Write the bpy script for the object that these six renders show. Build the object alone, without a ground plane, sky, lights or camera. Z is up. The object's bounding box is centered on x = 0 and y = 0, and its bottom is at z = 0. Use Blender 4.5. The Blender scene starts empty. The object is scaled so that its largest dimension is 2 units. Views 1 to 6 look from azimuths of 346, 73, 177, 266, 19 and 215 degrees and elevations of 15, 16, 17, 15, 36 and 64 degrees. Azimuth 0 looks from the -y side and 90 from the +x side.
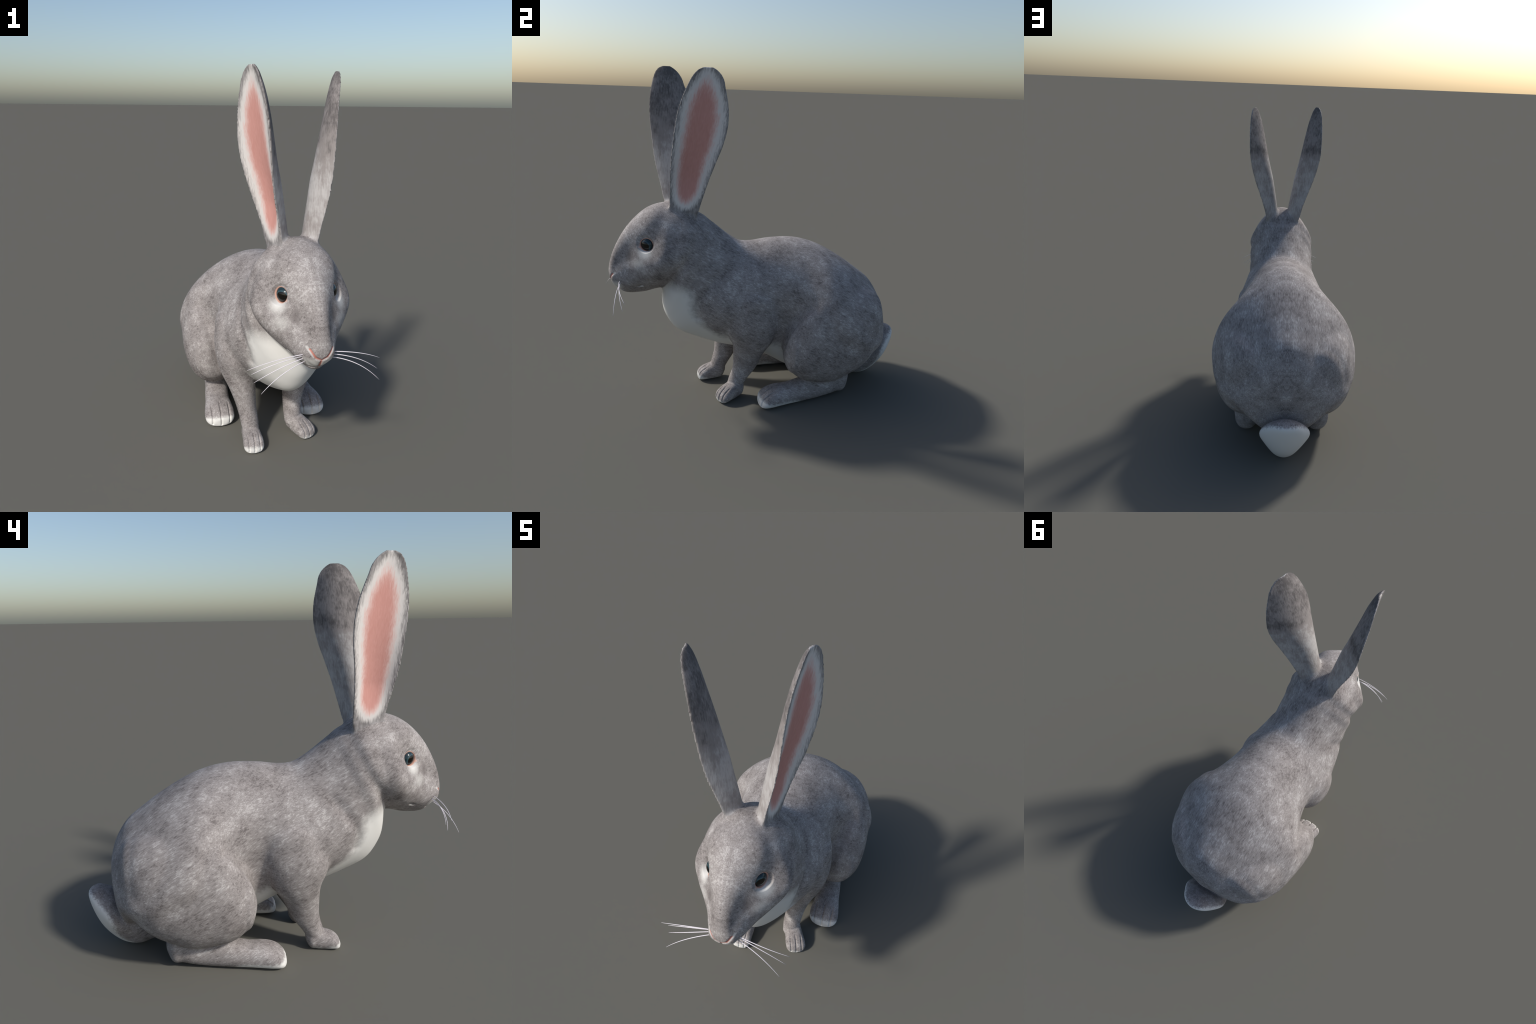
import bpy, bmesh, math
import numpy as np
from mathutils import Vector
from mathutils.bvhtree import BVHTree

VOXEL = 0.0045

# ----------------------------------------------------------------- helpers
def spline(ts, ys, tq):
    """Catmull-Rom style monotone-ish cubic through (ts, ys) rows."""
    ts = np.asarray(ts, float); ys = np.asarray(ys, float); tq = np.asarray(tq, float)
    if ys.ndim == 1: ys = ys[:, None]
    m = np.zeros_like(ys)
    d = np.diff(ys, axis=0) / np.diff(ts)[:, None]
    m[1:-1] = (d[:-1] * np.diff(ts)[1:, None] + d[1:] * np.diff(ts)[:-1, None]) / (ts[2:] - ts[:-2])[:, None]
    m[0] = d[0]; m[-1] = d[-1]
    i = np.clip(np.searchsorted(ts, tq, 'right') - 1, 0, len(ts) - 2)
    h = (ts[i + 1] - ts[i])[:, None]; s = ((tq - ts[i]) / (ts[i + 1] - ts[i]))[:, None]
    return ((2*s**3 - 3*s**2 + 1) * ys[i] + (s**3 - 2*s**2 + s) * h * m[i]
            + (-2*s**3 + 3*s**2) * ys[i + 1] + (s**3 - s**2) * h * m[i + 1])

def sstep(a, b, x):
    t = np.clip((x - a)/(b - a), 0, 1); return t*t*(3 - 2*t)

def skin(rings):
    """Closed mesh (verts, faces) over a list of equally long closed rings."""
    n = len(rings[0]); V = np.concatenate(rings); F = []
    for k in range(len(rings) - 1):
        for j in range(n):
            a = k*n + j; b = k*n + (j + 1) % n
            F.append((a, b, b + n, a + n))
    c0 = len(V); c1 = c0 + 1
    V = np.vstack([V, rings[0].mean(0), rings[-1].mean(0)])
    for j in range(n):
        F.append((c0, (j + 1) % n, j))
        o = (len(rings) - 1) * n
        F.append((c1, o + j, o + (j + 1) % n))
    return V, F

def arc(P):
    return np.concatenate([[0], np.cumsum(np.linalg.norm(np.diff(P, axis=0), axis=1))])

GT = np.array([0, .33, .6, .8, 1.0])
def median_loft(sections, steps=90, n=72):
    """Body on the plane x = 0. Section: (top y, z, bottom y, z, five half-widths
    from top to bottom); a constant width gives an ellipse."""
    S = np.array([list(s[:4]) + (list(s[4]) if hasattr(s[4], '__len__') else [s[4]]*5) for s in sections], float)
    u = arc((S[:, :2] + S[:, 2:4]) / 2 + 0.3*(S[:, :2] - S[:, 2:4]))
    Q = spline(u, S, np.linspace(0, u[-1], steps))
    th = np.linspace(0, 2*np.pi, n, endpoint=False)
    rings = []
    for q in Q:
        t = (1 - np.cos(th)) / 2
        g = spline(GT, q[4:], t)[:, 0]
        rings.append(np.stack([np.sin(th) * np.maximum(g, .002), q[0] + t*(q[2] - q[0]), q[1] + t*(q[3] - q[1])], 1))
    return skin(rings)

def limb_loft(sections, axis, steps=60, n=48, power=2.0):
    """Side = one limb. axis 'z': rings lie flat, section (x, y, z, rx, ry);
    axis 'y': rings stand across y, section (x, y, z, rx, rz)."""
    S = np.array(sections, float)
    Q = spline(arc(S[:, :3]), S, np.linspace(0, arc(S[:, :3])[-1], steps))
    th = np.linspace(0, 2*np.pi, n, endpoint=False)
    c = np.sign(np.cos(th)) * np.abs(np.cos(th))**(2/power); s = np.sign(np.sin(th)) * np.abs(np.sin(th))**(2/power)
    rings = []
    for x, y, z, ra, rb in Q:
        ra = max(ra, .002); rb = max(rb, .002)
        if axis == 'z': rings.append(np.stack([x + c*ra, y + s*rb, z + 0*s], 1))
        else: rings.append(np.stack([x + c*ra, y + 0*c, z + s*rb], 1))
    return skin(rings)

def ellipsoid(c, r, n=24):
    u = np.linspace(0.05, np.pi - 0.05, n); th = np.linspace(0, 2*np.pi, n, endpoint=False)
    return skin([np.stack([c[0] + r[0]*np.sin(a)*np.cos(th), c[1] - r[1]*np.cos(a) + 0*th, c[2] + r[2]*np.sin(a)*np.sin(th)], 1) for a in u])

def mirrored(m):
    V, F = m; V = V.copy(); V[:, 0] *= -1
    return V, [tuple(reversed(f)) for f in F]

def yawed(m, pivot, ang, shift=(0, 0, 0)):
    V, F = m; V = V - np.array(pivot); c, s = math.cos(ang), math.sin(ang)
    V = np.stack([c*V[:, 0] - s*V[:, 1], s*V[:, 0] + c*V[:, 1], V[:, 2]], 1)
    return V + np.array(pivot) + np.array(shift), F

def merged(*ms):
    V = []; F = []; o = 0
    for v, f in ms:
        V.append(v); F += [tuple(i + o for i in q) for q in f]; o += len(v)
    return np.concatenate(V), F

# ----------------------------------------------------------------- the body forms
TORSO = [  # top (y, z), bottom (y, z), half-widths top to bottom
    (.815, .44, .79, .32, .03),
    (.805, .535, .76, .19, .165),
    (.738, .692, .675, .105, [.25, .300, .322, .225, .11]),
    (.622, .792, .56, .06, [.355, .382, .405, .31, .26]),
    (.488, .884, .45, .065, [.39, .438, .437, .35, .26]),
    (.351, .957, .31, .085, [.39, .444, .425, .32, .24]),
    (.20, 1.0, .16, .142, [.33, .341, .293, .245, .25]),
    (.05, 1.004, .03, .222, [.28, .294, .254, .245, .25]),
    (-.09, .99, -.12, .289, [.26, .292, .292, .255, .21]),
    (-.15, .997, -.28, .331, [.246, .277, .293, .256, .165]),
    (-.20, 1.024, -.42, .388, [.232, .253, .270, .236, .155]),
    (-.26, 1.068, -.538, .449, [.218, .238, .242, .215, .162]),
    (-.33, 1.125, -.603, .533, [.213, .232, .224, .203, .16]),
    (-.42, 1.187, -.632, .64, [.215, .226, .216, .187, .16]),
    (-.50, 1.19, -.63, .76, .15)]

HEAD = [
    (-.36, 1.13, -.50, .86, .14),
    (-.44, 1.205, -.57, .785, [.205, .22, .225, .20, .16]),
    (-.53, 1.245, -.63, .738, [.195, .212, .236, .215, .165]),
    (-.61, 1.247, -.68, .727, [.182, .203, .238, .213, .155]),
    (-.695, 1.222, -.735, .713, [.215, .151, .195, .178, .125]),
    (-.765, 1.175, -.785, .709, [.148, .120, .146, .140, .10]),
    (-.83, 1.107, -.825, .710, [.098, .080, .105, .113, .085]),
    (-.884, 1.022, -.862, .722, [.064, .059, .084, .089, .07]),
    (-.917, .948, -.887, .745, [.052, .051, .070, .072, .056]),
    (-.934, .885, -.911, .766, [.040, .045, .057, .058, .045]),
    (-.938, .848, -.928, .79, .03)]

THIGH = [  # x, y, z, half-width, half-height
    (.30, .062, .37, .02, .03),
    (.295, .08, .37, .082, .10),
    (.287, .125, .39, .127, .178),
    (.272, .195, .42, .172, .262),
    (.260, .28, .445, .192, .312),
    (.250, .38, .443, .197, .327),
    (.238, .48, .447, .197, .303),
    (.222, .57, .452, .192, .275),
    (.197, .66, .465, .164, .225),
    (.165, .73, .47, .112, .155),
    (.15, .760, .48, .03, .05)]

HIND_FOOT = [
    (.226, .526, .135, .03, .05),
    (.226, .506, .125, .060, .088),
    (.230, .44, .103, .072, .085),
    (.243, .32, .083, .071, .082),
    (.260, .20, .072, .073, .072),
    (.271, .10, .063, .076, .062),
    (.277, .03, .061, .084, .061),
    (.280, -.025, .053, .088, .053),
    (.281, -.057, .043, .081, .041),
    (.281, -.075, .035, .062, .030),
    (.281, -.084, .031, .036, .018)]

ARM = [
    (.18, -.10, .80, .03, .06),
    (.20, -.115, .73, .092, .135),
    (.212, -.130, .62, .108, .168),
    (.212, -.148, .50, .108, .160),
    (.200, -.148, .40, .096, .126),
    (.177, -.176, .30, .074, .094),
    (.160, -.200, .20, .056, .075),
    (.148, -.243, .11, .050, .056),
    (.146, -.262, .06, .046, .045)]

PAW = [
    (.147, -.205, .075, .02, .025),
    (.147, -.222, .068, .04, .05),
    (.147, -.262, .06, .049, .058),
    (.148, -.31, .052, .054, .052),
    (.150, -.35, .043, .0575, .043),
    (.151, -.373, .035, .053, .033),
    (.151, -.385, .029, .040, .022),
    (.151, -.390, .026, .025, .012)]

TAIL = [  # inner (y, z), outer (y, z), half-widths from inner to outer face
    (.58, .18, .56, .05, .06),
    (.65, .19, .62, .025, [.10, .095, .088, .085, .08]),
    (.71, .208, .69, .004, [.13, .118, .10, .095, .095]),
    (.755, .235, .778, .021, [.17, .145, .112, .098, .095]),
    (.787, .268, .860, .087, [.18, .158, .12, .10, .085]),
    (.82, .308, .918, .187, [.13, .135, .115, .10, .085]),
    (.85, .326, .945, .27, [.085, .095, .095, .088, .075]),
    (.888, .340, .950, .315, .06),
    (.916, .338, .944, .33, .03)]

EAR = [  # z, front rim (x, y), rear rim (x, y), ridge of the back (x, y)
    (1.10, .070, -.585, .105, -.445, .030, -.520),
    (1.20, .085, -.597, .122, -.432, .036, -.525),
    (1.30, .105, -.610, .147, -.427, .051, -.552),
    (1.40, .130, -.630, .181, -.421, .068, -.565),
    (1.50, .150, -.647, .214, -.410, .086, -.580),
    (1.60, .162, -.657, .239, -.396, .110, -.602),
    (1.70, .170, -.664, .253, -.394, .133, -.618),
    (1.80, .181, -.663, .256, -.412, .155, -.626),
    (1.90, .199, -.645, .255, -.449, .178, -.612),
    (1.95, .210, -.630, .251, -.470, .195, -.590),
    (1.98, .217, -.614, .246, -.496, .207, -.570),
    (1.995, .222, -.598, .241, -.517, .216, -.562),
    (2.004, .226, -.578, .235, -.534, .222, -.556)]
EAR_LEAN = 0.2      # the ear on the +x side leans back by this slope

def ear_forms(steps=110, n=40):
    S = np.array(EAR)
    # dense towards the rounded tip
    zq = 1.10 + (2.004 - 1.10) * (1 - (1 - np.linspace(0, 1, steps))**1.5)
    Q = spline(S[:, 0], S, zq)
    t = (1 - np.cos(np.linspace(0, np.pi, n))) / 2
    solid = []; cup = []
    for z, fx, fy, rx, ry, bx, by in Q:
        f = np.array([fx, fy]); r = np.array([rx, ry]); c = r - f; L = np.linalg.norm(c)
        m = np.array([-c[1], c[0]]) / L; m = m if m[0] < 0 else -m
        b = np.array([bx, by]) - f
        tp = min(max(b @ c / L**2, .14), .6); D = max(b @ m, .010)
        bow = np.where(t < tp, np.sin(.5*np.pi*np.minimum(t/tp, 1))**.85, np.cos(.5*np.pi*np.clip((t - tp)/(1 - tp), 0, 1))**.9)
        broad = max(f[0] + c[0]*.5 - bx, .004) / abs(m[0]) * np.sin(np.pi*t**.95)
        back = np.maximum(.68*broad + .32*D*bow, .010*np.sin(np.pi*t)**.5)
        hollow = (.47 - .24*sstep(1.45, 1.85, z)) * (1.15*sstep(1.20, 1.42, z) - .15)
        edge = .008
        out = f + t[:, None]*c + back[:, None]*m
        inn = (f + t[:, None]*c + (hollow*back - edge*(1 - .3*np.sin(np.pi*t)))[:, None]*m)[::-1]
        out[:, 0] -= .006; inn[:, 0] -= .006
        ring = np.vstack([out, inn])
        solid.append(np.column_stack([ring, np.full(len(ring), z)]))
        cup.append(np.column_stack([inn, np.full(n, z)]))
    C = np.concatenate(cup); CF = []
    for k in range(steps - 1):
        if cup[k][0, 2] < 1.165: continue
        for j in range(n - 1):
            a = k*n + j; CF.append((a, a + 1, a + n + 1, a + n))
    return skin(solid), (C, CF)

def leaned(m):
    V, F = m; V = V.copy(); V[:, 1] += EAR_LEAN * np.maximum(V[:, 2] - 1.2, 0)
    V[:, 2] = np.where(V[:, 2] > 1.2, 1.2 + (V[:, 2] - 1.2)*.986, V[:, 2]); return V, F

hind_foot = limb_loft(HIND_FOOT, 'y', power=2.3)
paw = limb_loft(PAW, 'y', power=2.25)
arm = merged(limb_loft(ARM, 'z'), paw)
def drift(z): return min(1, max(0, (.75 - z)/.5))
PIVOT = (.147, -.225, 0); YAW = math.radians(24); STEP = (-.03, .058, 0)   # the other forepaw stands back and turned out
arm_left = merged(limb_loft([(x + STEP[0]*drift(z), y + STEP[1]*drift(z), z, a, b) for x, y, z, a, b in ARM], 'z'),
                  yawed(paw, PIVOT, YAW, STEP))
ear_solid, ear_cup = ear_forms()

FORMS = [
    ('torso', median_loft(TORSO)),
    ('head', median_loft(HEAD)),
    ('tail', median_loft(TAIL)),
    ('thigh', limb_loft(THIGH, 'y', power=2.15)), ('thigh', mirrored(limb_loft(THIGH, 'y', power=2.15))),
    ('foot', hind_foot), ('foot', mirrored(hind_foot)),
    ('arm', arm_left), ('arm', mirrored(arm)),
    ('ear', leaned(ear_solid)), ('ear', mirrored(ear_solid))]

# ----------------------------------------------------------------- one smooth skin
def mesh_of(name, V, F):
    me = bpy.data.meshes.new(name); me.from_pydata([tuple(v) for v in V], [], F); me.update(); return me

allV, allF = merged(*[m for _, m in FORMS])
raw = mesh_of('raw', allV, allF)
bm = bmesh.new(); bm.from_mesh(raw); bmesh.ops.recalc_face_normals(bm, faces=bm.faces); bm.to_mesh(raw); bm.free()
ob = bpy.data.objects.new('raw', raw); bpy.context.scene.collection.objects.link(ob)
md = ob.modifiers.new('union', 'REMESH'); md.mode = 'VOXEL'; md.voxel_size = VOXEL; md.adaptivity = 0
skin_me = bpy.data.meshes.new_from_object(ob.evaluated_get(bpy.context.evaluated_depsgraph_get()))
bpy.data.objects.remove(ob)

def arrays(me):
    V = np.empty(len(me.vertices)*3); me.vertices.foreach_get('co', V)
    E = np.empty(len(me.edges)*2, int); me.edges.foreach_get('vertices', E)
    return V.reshape(-1, 3), E.reshape(-1, 2)

V, E = arrays(skin_me)
trees = [(k, BVHTree.FromPolygons([tuple(v) for v in m[0]], m[1]), m[0].min(0) - .02, m[0].max(0) + .02) for k, m in FORMS]
def nearest_form(p):
    best = 9; bi = 0; q = Vector(p)
    for i, (k, t, lo, hi) in enumerate(trees):
        if (p < lo).any() or (p > hi).any(): continue
        r = t.find_nearest(q, best)
        if r[3] is not None and r[3] < best: best = r[3]; bi = i
    return bi
label = np.array([nearest_form(p) for p in V])
kinds = [k for k, _ in FORMS]

deg = np.bincount(E.ravel(), minlength=len(V)).astype(float)
def laplace(X):
    A = np.empty_like(X)
    for c in range(X.shape[1]):
        A[:, c] = (np.bincount(E[:, 0], X[E[:, 1], c], len(V)) + np.bincount(E[:, 1], X[E[:, 0], c], len(V))) / deg
    return A
def smooth(X, w, it, lam=.5, taubin=False):
    w = w[:, None] if hasattr(w, 'shape') else w
    for _ in range(it):
        X = X + lam*w*(laplace(X) - X)
        if taubin: X = X - (lam + .03)*w*(laplace(X) - X)
    return X

def normals(V):
    skin_me.vertices.foreach_set('co', V.ravel()); skin_me.update()
    N = np.empty(len(V)*3); skin_me.vertices.foreach_get('normal', N); return N.reshape(-1, 3)
def seg_dist(P, a, b, flat=1.0):
    k = np.array([1, flat, 1]); P = P*k; a = np.array(a)*k; b = np.array(b)*k; t = np.clip(((P - a) @ (b - a)) / ((b - a) @ (b - a)), 0, 1)
    return np.linalg.norm(P - a - t[:, None]*(b - a), axis=1)

# how far (in edges) each seam between two forms is softened
SOFT = {('head', 'torso'): 14, ('thigh', 'torso'): 16, ('arm', 'torso'): 12, ('tail', 'torso'): 4,
        ('foot', 'thigh'): 4, ('foot', 'torso'): 5, ('ear', 'head'): 10, ('ear', 'torso'): 6}
W = np.zeros(len(V))
la, lb = label[E[:, 0]], label[E[:, 1]]
for i in range(len(kinds)):
    for j in range(i + 1, len(kinds)):
        key = tuple(sorted((kinds[i], kinds[j])))
        if key not in SOFT: continue
        e = ((la == i) & (lb == j)) | ((la == j) & (lb == i))
        if not e.any(): continue
        R = SOFT[key]; w = np.zeros(len(V)); w[E[e].ravel()] = 1
        for _ in range(R):
            up = np.maximum(w[E[:, 1]], w[E[:, 0]]) - 1.0/(R + 1)
            np.maximum.at(w, E[:, 0], up); np.maximum.at(w, E[:, 1], up)
        W = np.maximum(W, w * min(1, R/12 + .15))
V = smooth(V, 1.0, 4, taubin=True)
for _ in range(3): W = .5*W + .5*laplace(W[:, None])[:, 0]
V = smooth(V, W, 70)
thin = np.isin(label, [i for i, k in enumerate(kinds) if k in ('ear', 'foot', 'arm')])
calm = np.where(thin, .5, 1.0)
V = smooth(V, calm, 6)
V = smooth(V, thin*1.0, 8, taubin=True)
# the thin ears are laid back exactly on their modelled surface
for i in np.nonzero(np.isin(label, [i for i, k in enumerate(kinds) if k == 'ear']))[0]:
    w = sstep(1.24, 1.32, V[i, 2])
    if w > 0:
        hit = trees[label[i]][1].find_nearest(Vector(V[i]))
        if hit[0] is not None: V[i] += w*(np.array(hit[0]) - V[i])
V = smooth(V, np.isin(label, [i for i, k in enumerate(kinds) if k == 'ear'])*1.0, 4, taubin=True)

# ---- soft folds: neck against shoulder, flank against thigh
FOLDS = [  # depth, width, (x, y, z) points
    (.010, .030, [(.24, -.25, .95), (.24, -.32, .865), (.235, -.38, .795), (.23, -.44, .72), (.22, -.465, .645), (.20, -.455, .59)]),
    (.016, .030, [(.36, .21, .655), (.33, .135, .575), (.30, .085, .49), (.28, .055, .40), (.26, .04, .32)])]
skin_me.vertices.foreach_set('co', V.ravel()); skin_me.update()
A = np.column_stack([np.abs(V[:, 0]), V[:, 1:]])
for depth, width, pts in FOLDS:
    dist = np.min([seg_dist(A, p, q) for p, q in zip(pts, pts[1:])], axis=0)
    V = V - (depth*np.exp(-(dist/width)**2))[:, None]*normals(V)

# ---- finer mesh where the face and toes need it
skin_me.vertices.foreach_set('co', V.ravel()); skin_me.update()
EYE = np.array([.096, -.712, 1.025]); EYE_R = .045
EYE_N = np.array([.885, -.46, .06]); EYE_N /= np.linalg.norm(EYE_N)
def fine_zone(V):
    A = np.column_stack([np.abs(V[:, 0]), V[:, 1:]])
    return ((np.linalg.norm(A - EYE - .03*EYE_N, axis=1) < .075) | ((A[:, 1] < -.74) & (A[:, 2] < .88))
            | ((A[:, 2] < .13) & ((A[:, 1] < -.20) | ((A[:, 1] < .06) & (A[:, 0] > .18)))))
bm = bmesh.new(); bm.from_mesh(skin_me); fz = fine_zone(V)
lay = bm.faces.layers.int.new('form')
for f in bm.faces: f[lay] = int(label[f.verts[0].index])
edges = [e for e in bm.edges if fz[e.verts[0].index] and fz[e.verts[1].index]]
bmesh.ops.subdivide_edges(bm, edges=edges, cuts=1, use_grid_fill=True, smooth=0)
bmesh.ops.triangulate(bm, faces=[f for f in bm.faces if len(f.verts) > 4])
bm.faces.ensure_lookup_table(); flabel = np.array([f[lay] for f in bm.faces])
bm.to_mesh(skin_me); bm.free(); skin_me.update()
V, E = arrays(skin_me); deg = np.bincount(E.ravel(), minlength=len(V)).astype(float)
V = smooth(V, fine_zone(V)*1.0, 5, taubin=True)

# ---- face relief: eye openings with lids, nostril slits, lip line
N = normals(V)
A = V.copy(); A[:, 0] = np.abs(A[:, 0])
side = np.cross([0, 0, 1], EYE_N)   # points back along the cheek
side *= -1 if side[1] < 0 else 1; side /= np.linalg.norm(side); upv = np.cross(side, EYE_N)
d = A - EYE; eu = d @ side; ev = d @ upv; en = d @ EYE_N
ca, sa = math.cos(math.radians(-18)), math.sin(math.radians(-18))
eu, ev = ca*eu - sa*ev, sa*eu + ca*ev
q = np.sqrt((eu/.037)**2 + (ev/.032)**2 + 1e-9)
near = (en > -.01) & (q < 2.6)
plane = .030 + .005*np.clip(ev/.032, -1, 1)
reach = 1.6 + .2*np.clip(-eu/.037, -1, 1) + .2*np.clip(-ev/.032, -1, 1)
wgt = (1 - sstep(1.05, reach, q)) * near
en_new = en + (plane + .004*np.exp(-((q - 1.2)/.18)**2) - en) * wgt
en_new = en_new - .03 * (1 - sstep(.86, 1.04, q)) * near
V = V + np.sign(V[:, :1]) * 0
delta = (en_new - en)[:, None] * EYE_N
delta[:, 0] *= np.sign(V[:, 0]); V = V + delta

NOSTRIL = [((.0, -.936, .792), (.026, -.930, .806)), ((.026, -.930, .806), (.050, -.908, .843))]
LIP_CLEFT = ((0, -.936, .792), (0, -.89, .750))
MOUTH = [((0, -.885, .745), (.06, -.855, .738)), ((.06, -.855, .738), (.085, -.81, .752)), ((.085, -.81, .752), (.104, -.752, .786))]
A = V.copy(); A[:, 0] = np.abs(A[:, 0]); N = normals(V)
groove = np.zeros(len(V))
for s in NOSTRIL: groove = np.maximum(groove, .007*np.exp(-(seg_dist(A, *s, .3)/.006)**2))
groove = np.maximum(groove, .006*np.exp(-(seg_dist(A, *LIP_CLEFT, .3)/.006)**2))
for s in MOUTH: groove = np.maximum(groove, .007*np.exp(-(seg_dist(A, *s)/.007)**2))
# toe clefts
for sgn in (1, -1):
    Q = V.copy(); Q[:, 0] *= sgn
    for x in (.226, .278, .330):
        g = np.exp(-((Q[:, 0] - x)/.0045)**2) * sstep(.03, -.03, Q[:, 1]) * (Q[:, 1] > -.12) * (Q[:, 0] > .18) * (Q[:, 2] < .17) * (N[:, 2] > -.35)
        groove = np.maximum(groove, .009*g)
    if sgn > 0:
        c, sn = math.cos(-YAW), math.sin(-YAW); d = Q - np.array(PIVOT) - np.array(STEP)
        Q = np.stack([c*d[:, 0] - sn*d[:, 1], sn*d[:, 0] + c*d[:, 1], d[:, 2]], 1) + np.array(PIVOT)
    for x in (.119, .150, .182):
        g = np.exp(-((Q[:, 0] - x)/.0036)**2) * sstep(-.315, -.355, Q[:, 1]) * (Q[:, 2] < .12) * (Q[:, 1] > -.42) * (Q[:, 0] > .07) * (N[:, 2] > -.35)
        groove = np.maximum(groove, .0065*g)
V = V - groove[:, None]*N

# ---- rest it on the ground, 2 m tall
V[:, 2] = np.where(V[:, 2] < .012, .012 - .012*np.tanh((.012 - V[:, 2])/.012), V[:, 2])
V[:, 2] -= V[:, 2].min()
N = normals(V)

# ----------------------------------------------------------------- materials
class Nodes:
    def __init__(self, name):
        self.m = bpy.data.materials.new(name); self.m.use_nodes = True
        self.t = self.m.node_tree; self.b = self.t.nodes['Principled BSDF']
    def new(self, kind, **kw):
        n = self.t.nodes.new(kind)
        for k, v in kw.items(): setattr(n, k, v)
        return n
    def put(self, sock, v):
        if hasattr(v, 'is_output'): self.t.links.new(v, sock)
        else: sock.default_value = v
    def math(self, op, a, b=0.0, c=None, clamp=False):
        n = self.new('ShaderNodeMath', operation=op, use_clamp=clamp)
        self.put(n.inputs[0], a); self.put(n.inputs[1], b)
        if c is not None: self.put(n.inputs[2], c)
        return n.outputs[0]
    def ramp(self, x, a, b, lo=0.0, hi=1.0):
        n = self.new('ShaderNodeMapRange', interpolation_type='SMOOTHSTEP')
        for k, v in enumerate((x, a, b, lo, hi)): self.put(n.inputs[k], v)
        return n.outputs[0]
    def curve(self, x, pts):
        xs = [p[0] for p in pts]; ys = [p[1] for p in pts]
        lo, hi, yl, yh = min(xs), max(xs), min(ys), max(ys) + 1e-6
        n = self.new('ShaderNodeFloatCurve'); c = n.mapping.curves[0]
        while len(c.points) < len(pts): c.points.new(.5, .5)
        for p, (px, py) in zip(c.points, sorted(pts)): p.location = ((px - lo)/(hi - lo), (py - yl)/(yh - yl)); p.handle_type = 'AUTO_CLAMPED'
        n.mapping.update()
        t = self.math('MULTIPLY_ADD', x, 1/(hi - lo), -lo/(hi - lo), clamp=True)
        self.put(n.inputs['Value'], t)
        return self.math('MULTIPLY_ADD', n.outputs[0], yh - yl, yl)
    def mix(self, f, a, b):
        n = self.new('ShaderNodeMix', data_type='RGBA')
        self.put(n.inputs[0], f); self.put(n.inputs[6], a); self.put(n.inputs[7], b); return n.outputs[2]
    def coords(self):
        tc = self.new('ShaderNodeTexCoord'); s = self.new('ShaderNodeSeparateXYZ')
        self.t.links.new(tc.outputs['Object'], s.inputs[0])
        self.sx, self.y, self.z = s.outputs
        self.x = self.math('ABSOLUTE', self.sx)
        self.p = self.vec(self.x, self.y, self.z)
    def vec(self, x, y, z):
        n = self.new('ShaderNodeCombineXYZ')
        for k, v in enumerate((x, y, z)): self.put(n.inputs[k], v)
        return n.outputs[0]
    def noise(self, p, scale, detail=3, rough=.55, rot=(0, 0, 0), stretch=(1, 1, 1), distort=0):
        mp = self.new('ShaderNodeMapping'); self.put(mp.inputs[0], p)
        mp.vector_type = 'TEXTURE'; mp.inputs['Rotation'].default_value = rot; mp.inputs['Scale'].default_value = tuple(1/q for q in stretch)
        n = self.new('ShaderNodeTexNoise'); self.put(n.inputs['Vector'], mp.outputs[0])
        n.inputs['Scale'].default_value = scale; n.inputs['Detail'].default_value = detail
        n.inputs['Roughness'].default_value = rough; n.inputs['Distortion'].default_value = distort
        return n.outputs[0]
    def blob(self, c, r, hard=.0):
        """1 inside a soft ellipsoid, 0 outside."""
        n = self.new('ShaderNodeVectorMath', operation='SUBTRACT'); self.put(n.inputs[0], self.p); n.inputs[1].default_value = c
        k = self.new('ShaderNodeVectorMath', operation='DIVIDE'); self.put(k.inputs[0], n.outputs[0]); k.inputs[1].default_value = r
        l = self.new('ShaderNodeVectorMath', operation='LENGTH'); self.put(l.inputs[0], k.outputs[0])
        return self.ramp(l.outputs['Value'], 1.0, hard, 0, 1)
    def segment(self, a, b, flat=1.0):
        k = Vector((1, flat, 1)); a = Vector(p*q for p, q in zip(a, k)); ab = Vector(p*q for p, q in zip(b, k)) - a
        sc = self.new('ShaderNodeVectorMath', operation='MULTIPLY'); self.put(sc.inputs[0], self.p); sc.inputs[1].default_value = k
        s = self.new('ShaderNodeVectorMath', operation='SUBTRACT'); self.put(s.inputs[0], sc.outputs[0]); s.inputs[1].default_value = a
        dt = self.new('ShaderNodeVectorMath', operation='DOT_PRODUCT'); self.put(dt.inputs[0], s.outputs[0]); dt.inputs[1].default_value = ab / ab.length_squared
        t = self.math('ADD', dt.outputs['Value'], 0.0, clamp=True)
        sc = self.new('ShaderNodeVectorMath', operation='SCALE'); sc.inputs[0].default_value = ab; self.put(sc.inputs['Scale'], t)
        df = self.new('ShaderNodeVectorMath', operation='DISTANCE'); self.put(df.inputs[0], s.outputs[0]); self.put(df.inputs[1], sc.outputs[0])
        return df.outputs['Value']
    def finish(self, col, bump, strength=.25, dist=.004, rough=.85):
        self.put(self.b.inputs['Base Color'], col)
        self.b.inputs['Roughness'].default_value = rough; self.b.inputs['Specular IOR Level'].default_value = .15
        if bump is not None:
            n = self.new('ShaderNodeBump'); n.inputs['Strength'].default_value = strength; n.inputs['Distance'].default_value = dist
            self.put(n.inputs['Height'], bump); self.put(self.b.inputs['Normal'], n.outputs[0])
        return self.m

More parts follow.
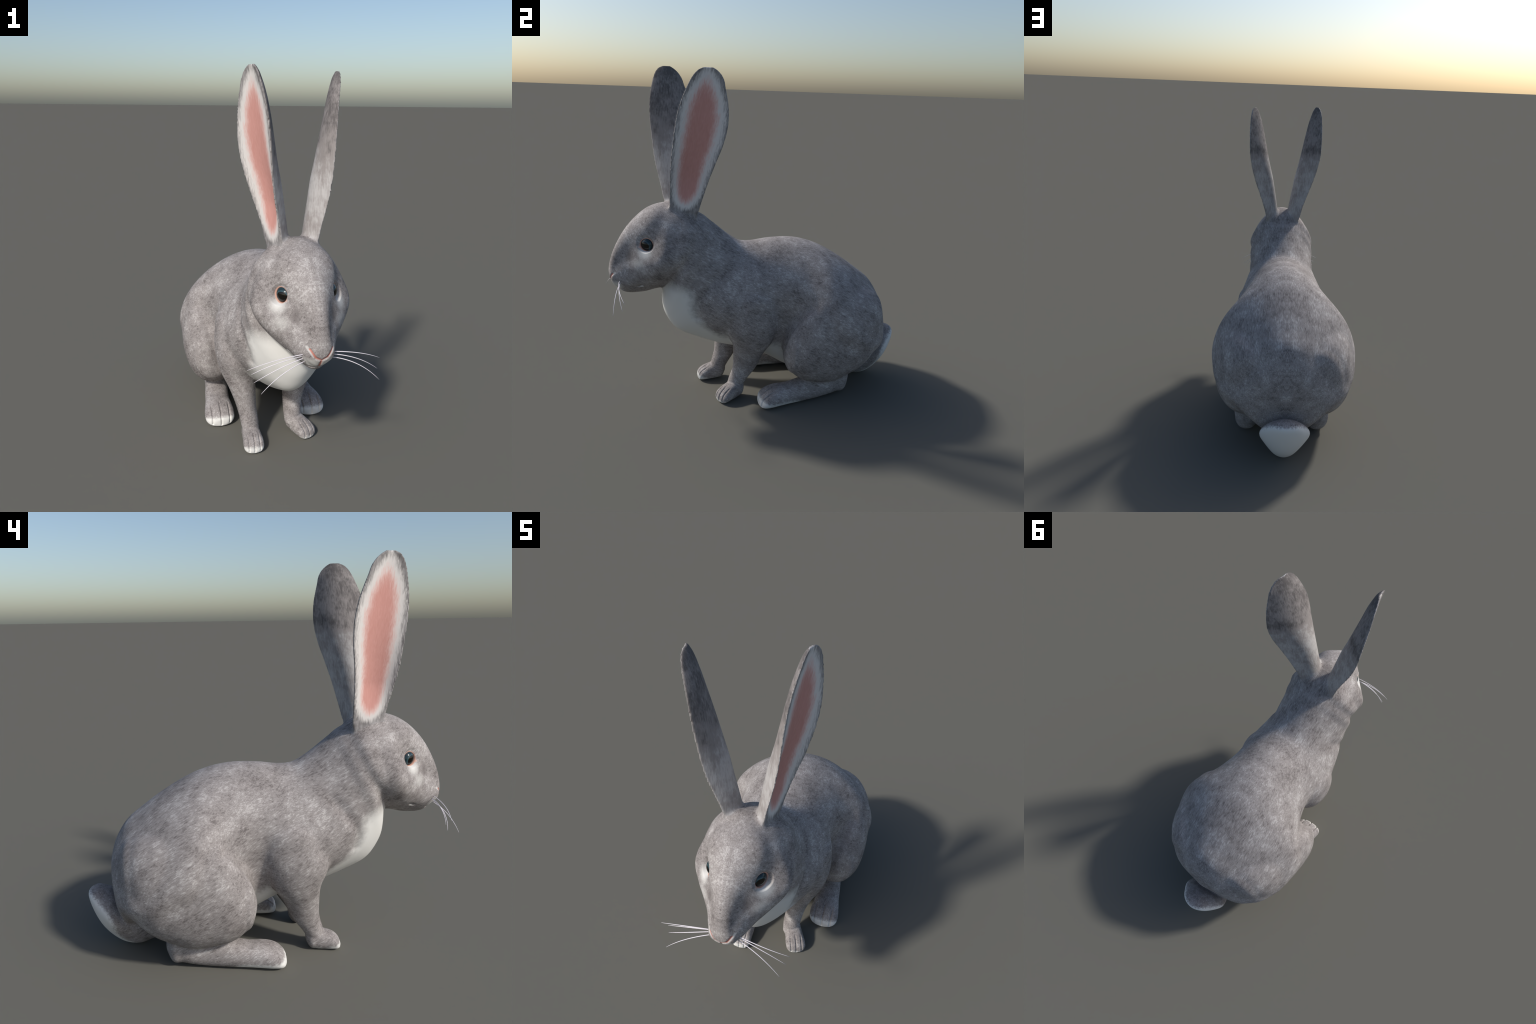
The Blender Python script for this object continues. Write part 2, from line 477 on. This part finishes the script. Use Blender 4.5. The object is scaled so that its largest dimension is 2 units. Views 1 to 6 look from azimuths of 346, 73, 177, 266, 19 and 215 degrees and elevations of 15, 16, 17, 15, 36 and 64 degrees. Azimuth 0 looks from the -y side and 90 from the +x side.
def gray(v, warm=1.0): return (v*1.03*warm, v, v*.985/warm, 1)
DARK, MID, PALE = (.146, .130, .126, 1), (.276, .253, .245, 1), (.475, .450, .438, 1)
WHITE = (.70, .69, .66, 1)
PINK = (.60, .30, .26, 1); LID = (.62, .36, .28, 1)

def coat(g, streak_rot=(-.55, 0, 0)):
    """Grizzled grey coat: soft clouds, short streaks, fine hair."""
    g.coords()
    cloud = g.noise(g.p, 10, 5, .6)
    fleck = g.noise(g.p, 34, 4, .7, streak_rot, (1, .5, 1), .4)
    hair = g.noise(g.p, 210, 3, .65, streak_rot, (1, .14, 1), .9)
    v = g.math('MULTIPLY_ADD', cloud, 1.5, -.75)
    v = g.math('ADD', v, g.math('MULTIPLY_ADD', fleck, .45, -.22))
    v = g.math('ADD', v, g.math('MULTIPLY_ADD', hair, 1.9, -.95))
    lock = g.noise(g.p, 70, 3, .6, streak_rot, (1, .45, 1), .6)
    v = g.math('ADD', v, g.math('MULTIPLY_ADD', lock, .9, -.45))
    v = g.math('ADD', v, .5)
    col = g.mix(g.ramp(v, .0, .5), DARK, MID)
    col = g.mix(g.ramp(v, .5, 1.1), col, PALE)
    return col, hair, v

def body_material():
    g = Nodes('grey_fur'); col, hair, v = coat(g)
    wob = g.math('MULTIPLY_ADD', g.noise(g.p, 45, 3), .06, -.03)
    # white bib, belly
    front = g.curve(g.z, [(.38, -.19), (.41, -.265), (.468, -.345), (.55, -.437), (.63, -.474), (.75, -.50), (.80, -.54)])
    bib = g.ramp(g.math('ADD', g.math('SUBTRACT', g.y, front), wob), .055, -.045)
    bib = g.math('MULTIPLY', bib, g.ramp(g.z, .83, .72))  # white greyed out towards the throat: jaw shadow painted into the coat colour
    low = g.curve(g.y, [(-.40, .37), (-.3, .33), (-.04, .28), (.04, .25), (.13, .19), (.22, .12), (.30, .07)])
    belly = g.ramp(g.math('ADD', g.math('SUBTRACT', g.z, low), wob), .16, .07)
    belly = g.math('MULTIPLY', belly, g.math('MULTIPLY', g.ramp(g.y, -.45, -.38), g.ramp(g.y, .32, .2)))
    belly = g.math('MULTIPLY', belly, g.ramp(g.x, .33, .25))
    col = g.mix(g.math('MAXIMUM', bib, belly), col, WHITE)
    return g.finish(col, hair, .2, .004)

def head_material():
    g = Nodes('grey_face_fur'); col, hair, v = coat(g, (-.7, 0, 0))
    # pale surround under the eye, dark spot in front of it, pale muzzle
    col = g.mix(g.math('MULTIPLY', g.blob((.135, -.735, .985), (.075, .065, .06)), .95), col, WHITE)
    col = g.mix(g.math('MULTIPLY', g.blob((.135, -.775, .915), (.07, .06, .05)), .45), col, WHITE)
    col = g.mix(g.math('MULTIPLY', g.blob((.085, -.82, .955), (.035, .04, .06)), .75), col, DARK)
    col = g.mix(g.math('MULTIPLY', g.blob((.035, -.895, .775), (.05, .055, .05), .3), .85), col, WHITE)
    # lids
    e = EYE + .028*EYE_N
    col = g.mix(g.blob(tuple(e), (.043, .043, .040), .9), col, LID)
    sd = Vector((.46, .885, 0)); cr = Vector(EYE) + .03*Vector(EYE_N) - .037*sd - Vector((0, 0, .016))
    col = g.mix(g.blob(tuple(cr), (.016, .02, .012), .3), col, LID)
    fold = g.segment((.036, -.93, .812), (.060, -.905, .848), .3)
    col = g.mix(g.math('MULTIPLY', g.ramp(fold, .009, .003, 0, .5), g.ramp(g.y, -.84, -.87)), col, WHITE)
    # nostrils and lip cleft
    dn = g.segment(*NOSTRIL[0], .3); dn = g.math('MINIMUM', dn, g.segment(*NOSTRIL[1], .3)); dn = g.math('MINIMUM', dn, g.segment(*LIP_CLEFT, .3))
    col = g.mix(g.math('MULTIPLY', g.ramp(dn, .007, .002), g.ramp(g.y, -.85, -.87)), col, (.50, .21, .17, 1))
    dm = g.segment((.080, -.80, .748), (.098, -.755, .772), .6)
    col = g.mix(g.math('MULTIPLY', g.ramp(dm, .008, .003), .6), col, WHITE)
    return g.finish(col, hair, .2, .004)

def foot_material(name, pale_top, front):
    g = Nodes(name); col, hair, v = coat(g)
    wob = g.math('MULTIPLY_ADD', g.noise(g.p, 60, 3), .03, -.015)
    h = g.math('ADD', g.z, wob)
    white = g.ramp(g.math('SUBTRACT', h, g.curve(g.y, pale_top)), .012, -.012)
    col = g.mix(white, col, WHITE)
    return g.finish(col, hair, .2, .004)

def tail_material():
    g = Nodes('tail_fur'); col, hair, v = coat(g)
    wob = g.math('MULTIPLY_ADD', g.noise(g.p, 90, 4, .7), .06, -.03)
    edge = g.curve(g.z, [(0, .60), (.03, .735), (.09, .822), (.19, .885), (.27, .912), (.31, .930), (.34, .96)])
    out = g.math('MULTIPLY_ADD', g.math('MULTIPLY', g.x, g.x), 3.6, g.y)
    col = g.mix(g.ramp(g.math('ADD', g.math('SUBTRACT', out, edge), wob), -.018, .012), col, WHITE)
    return g.finish(col, hair, .2, .004)

def ear_coords(g):
    g.coords()
    lean = g.math('MULTIPLY', g.math('GREATER_THAN', g.sx, 0.0), EAR_LEAN)
    g.y = g.math('SUBTRACT', g.y, g.math('MULTIPLY', lean, g.math('MAXIMUM', g.math('SUBTRACT', g.z, 1.2), 0.0)))
    g.p = g.vec(g.x, g.y, g.z)
    mid = g.curve(g.z, [(r[0], (r[2] + r[4])/2) for r in EAR]); half = g.curve(g.z, [(r[0], (r[4] - r[2])/2) for r in EAR])
    return g.math('DIVIDE', g.math('SUBTRACT', g.y, mid), half)

def ear_base(g):
    cloud = g.noise(g.p, 10, 4, .6); hair = g.noise(g.p, 120, 3, .6, (0, 0, 0), (1, 1, .2), .5)
    fleck = g.noise(g.p, 40, 4, .65, (0, 0, 0), (1, 1, .5), .3)
    v = g.math('MULTIPLY_ADD', cloud, 1.1, -.55)
    v = g.math('ADD', v, g.math('MULTIPLY_ADD', hair, .8, -.4)); v = g.math('ADD', v, g.math('MULTIPLY_ADD', fleck, .5, -.25))
    return v, hair

def ear_material():
    g = Nodes('ear_fur'); e = ear_coords(g); v, hair = ear_base(g)
    tone = g.curve(g.math('ADD', g.z, g.math('MULTIPLY_ADD', g.noise(g.p, 9, 3), .28, -.14)), [(1.10, .68), (1.3, .78), (1.45, .86), (1.56, .78), (1.70, .33), (1.86, .28), (2.05, -.05)])
    v = g.math('ADD', v, tone)
    col = g.mix(g.ramp(v, .0, .5), (.12, .11, .108, 1), MID); col = g.mix(g.ramp(v, .5, 1.1), col, (.45, .435, .43, 1))
    return g.finish(col, hair, .2, .004)

def inner_ear_material():
    g = Nodes('inner_ear_skin'); e = ear_coords(g); v, hair = ear_base(g)
    grey = g.mix(g.ramp(g.math('ADD', v, .45), .0, 1.0), (.14, .13, .127, 1), (.42, .40, .395, 1))
    top = g.math('DIVIDE', g.math('SUBTRACT', g.z, 1.60), .30)
    bot = g.math('DIVIDE', g.math('SUBTRACT', 1.56, g.z), .297)
    r4 = g.math('ADD', g.math('POWER', g.math('MAXIMUM', top, 0.0), 4.0), g.math('POWER', g.math('MAXIMUM', bot, 0.0), 8.0)); e2 = g.math('POWER', g.math('ABSOLUTE', g.math('DIVIDE', e, .52)), 2.0)
    fuzz = g.noise(g.p, 130, 3, .6, (0, 0, 0), (1, 1, .15), .6)
    dist = g.math('ADD', g.math('ADD', r4, e2), g.math('MULTIPLY', v, .55))
    dist = g.math('MULTIPLY', dist, g.math('MULTIPLY_ADD', fuzz, 1.2, .4))
    col = g.mix(g.ramp(dist, 1.9, 3.9), (.70, .665, .64, 1), grey)
    col = g.mix(g.ramp(dist, .8, 2.0), (.72, .50, .46, 1), col)
    col = g.mix(g.ramp(dist, .35, 1.35), g.mix(fuzz, (.54, .26, .22, 1), (.66, .35, .31, 1)), col)
    return g.finish(col, hair, .15, .003)

MAT = {'body': body_material(), 'head': head_material(), 'ear': ear_material(), 'inner_ear': inner_ear_material(),
       'tail': tail_material(),
       'hindlimb': foot_material('hindlimb_fur', [(-.10, .07), (-.06, .055), (-.02, .043), (.12, .036), (.22, -.01)], 0),
       'forelimb': foot_material('forelimb_fur', [(-.40, .045), (-.35, .03), (-.30, .015), (-.22, .012), (-.16, -.03)], 0)}

# ----------------------------------------------------------------- split the skin into named parts
P = skin_me.polygons
cen = np.empty(len(P)*3); P.foreach_get('center', cen); cen = cen.reshape(-1, 3)
cups = [BVHTree.FromPolygons([tuple(v) for v in m[0]], m[1]) for m in (leaned(ear_cup), mirrored(ear_cup))]
part = []
fn = np.empty(len(P)*3); P.foreach_get('normal', fn); fn = fn.reshape(-1, 3)
for i, (l, c) in enumerate(zip(flabel, cen)):
    k = kinds[l]
    if k == 'torso':
        part.append('neck' if c[1] < -.2 and (c[1] + .20)*.9 + (1.03 - c[2])*.43 < 0 else 'torso')
    elif k in ('thigh', 'foot'): part.append('hindlimb' + ('+' if c[0] > 0 else '-'))
    elif k == 'arm': part.append('forelimb' + ('+' if c[0] > 0 else '-'))
    elif k == 'ear':
        s = '+' if c[0] > 0 else '-'
        r = cups[0 if c[0] > 0 else 1].find_nearest(Vector(c), .02)
        ok = r[3] is not None and r[3] < .007 and fn[i, 0]*c[0] > 0 and c[2] > 1.17
        part.append(('inner_ear' if ok else 'ear') + s)
    else: part.append(k)
part = np.array(part)

root = bpy.data.objects.new('rabbit', None); root.empty_display_size = .2
bpy.context.scene.collection.objects.link(root)
root['label'] = 'grey rabbit with tall upright ears and white chest'; root['category'] = 'rabbit'
ls = np.empty(len(P), int); lt = np.empty(len(P), int); P.foreach_get('loop_start', ls); P.foreach_get('loop_total', lt)
lv = np.empty(len(skin_me.loops), int); skin_me.loops.foreach_get('vertex_index', lv)
made = {}
for name in ['torso', 'neck', 'head', 'ear+', 'ear-', 'inner_ear+', 'inner_ear-', 'forelimb+', 'forelimb-', 'hindlimb+', 'hindlimb-', 'tail']:
    ids = np.nonzero(part == name)[0]
    if len(ids) == 0: continue
    faces = [lv[ls[i]:ls[i] + lt[i]] for i in ids]
    used = np.unique(np.concatenate(faces)); remap = np.full(len(V), -1); remap[used] = np.arange(len(used))
    base = name.rstrip('+-')
    me = mesh_of(base, V[used], [tuple(int(j) for j in remap[f]) for f in faces])
    me.polygons.foreach_set('use_smooth', np.ones(len(me.polygons), bool))
    me.normals_split_custom_set_from_vertices([tuple(n) for n in N[used]])
    me.materials.append(MAT[base if base in MAT else 'body'])
    o = bpy.data.objects.new(base, me); bpy.context.scene.collection.objects.link(o)
    o.parent = made['ear' + name[-1]] if base == 'inner_ear' else root
    made[name] = o
bpy.data.meshes.remove(skin_me)

# ----------------------------------------------------------------- eyes
def eye_material():
    g = Nodes('dark_eye'); g.coords()
    gaze = Vector((.72, -.66, -.20)).normalized()
    s = g.new('ShaderNodeVectorMath', operation='SUBTRACT'); g.put(s.inputs[0], g.p); s.inputs[1].default_value = tuple(EYE)
    dt = g.new('ShaderNodeVectorMath', operation='DOT_PRODUCT'); g.put(dt.inputs[0], s.outputs[0]); dt.inputs[1].default_value = gaze/EYE_R
    a = dt.outputs['Value']
    wv = g.math('ADD', a, g.math('MULTIPLY_ADD', g.noise(g.p, 60, 2), .10, -.05))
    col = g.mix(g.ramp(wv, .80, .76), (.006, .005, .004, 1), (.035, .072, .085, 1))
    col = g.mix(g.ramp(a, .74, .64), col, (.014, .032, .04, 1))
    col = g.mix(g.ramp(a, .52, .40), col, (.02, .03, .035, 1))
    g.put(g.b.inputs['Base Color'], col); g.b.inputs['Roughness'].default_value = .12
    g.b.inputs['Specular IOR Level'].default_value = .3; g.b.inputs['Coat Weight'].default_value = .25; g.b.inputs['Coat Roughness'].default_value = .04
    return g.m
EM = eye_material()
for s in (1, -1):
    bm = bmesh.new(); bmesh.ops.create_uvsphere(bm, u_segments=48, v_segments=32, radius=EYE_R)
    bmesh.ops.translate(bm, verts=bm.verts, vec=(s*EYE[0], EYE[1], EYE[2]))
    me = bpy.data.meshes.new('eye'); bm.to_mesh(me); bm.free()
    me.polygons.foreach_set('use_smooth', np.ones(len(me.polygons), bool)); me.materials.append(EM)
    o = bpy.data.objects.new('eye', me); bpy.context.scene.collection.objects.link(o); o.parent = made['head']

# ----------------------------------------------------------------- whiskers
g = Nodes('whisker_hair'); g.b.inputs['Base Color'].default_value = (.72, .68, .72, 1); g.b.inputs['Roughness'].default_value = .4
WM = g.m
def whisker(a, m, b, r=.0021, k=16, n=8):
    a, m, b = (np.array(q, float) for q in (a, m, b)); c = 2*m - (a + b)/2
    rings = []
    for t in np.linspace(0, 1, k):
        p = (1 - t)**2*a + 2*t*(1 - t)*c + t*t*b; tg = 2*(1 - t)*(c - a) + 2*t*(b - c); tg /= np.linalg.norm(tg)
        u = np.cross(tg, [0, 1, .3]); u /= np.linalg.norm(u); w = np.cross(tg, u)
        th = np.linspace(0, 2*np.pi, n, endpoint=False); rr = r*(1 - .75*t**2)
        rings.append(p + rr*(np.cos(th)[:, None]*u + np.sin(th)[:, None]*w))
    return skin(rings)
WHISKERS = [  # root, middle, tip
    (-1, (.060, -.885, .808), (.20, -.896, .795), (.315, -.887, .760)),
    (-1, (.062, -.878, .797), (.19, -.885, .775), (.293, -.870, .730)),
    (-1, (.062, -.880, .788), (.185, -.900, .757), (.286, -.884, .697)),
    (-1, (.060, -.885, .775), (.175, -.925, .742), (.269, -.949, .678)),
    (1, (.062, -.878, .805), (.19, -.890, .79), (.30, -.868, .745)),
    (1, (.064, -.876, .792), (.18, -.890, .765), (.285, -.880, .70)),
    (1, (.062, -.880, .780), (.175, -.910, .748), (.272, -.930, .672))]
for s, a, m, b in WHISKERS:
    f = lambda q: (s*q[0], q[1], q[2])
    me = mesh_of('whisker', *whisker(f(a), f(m), f(b)))
    me.polygons.foreach_set('use_smooth', np.ones(len(me.polygons), bool)); me.materials.append(WM)
    o = bpy.data.objects.new('whisker', me); bpy.context.scene.collection.objects.link(o); o.parent = made['head']
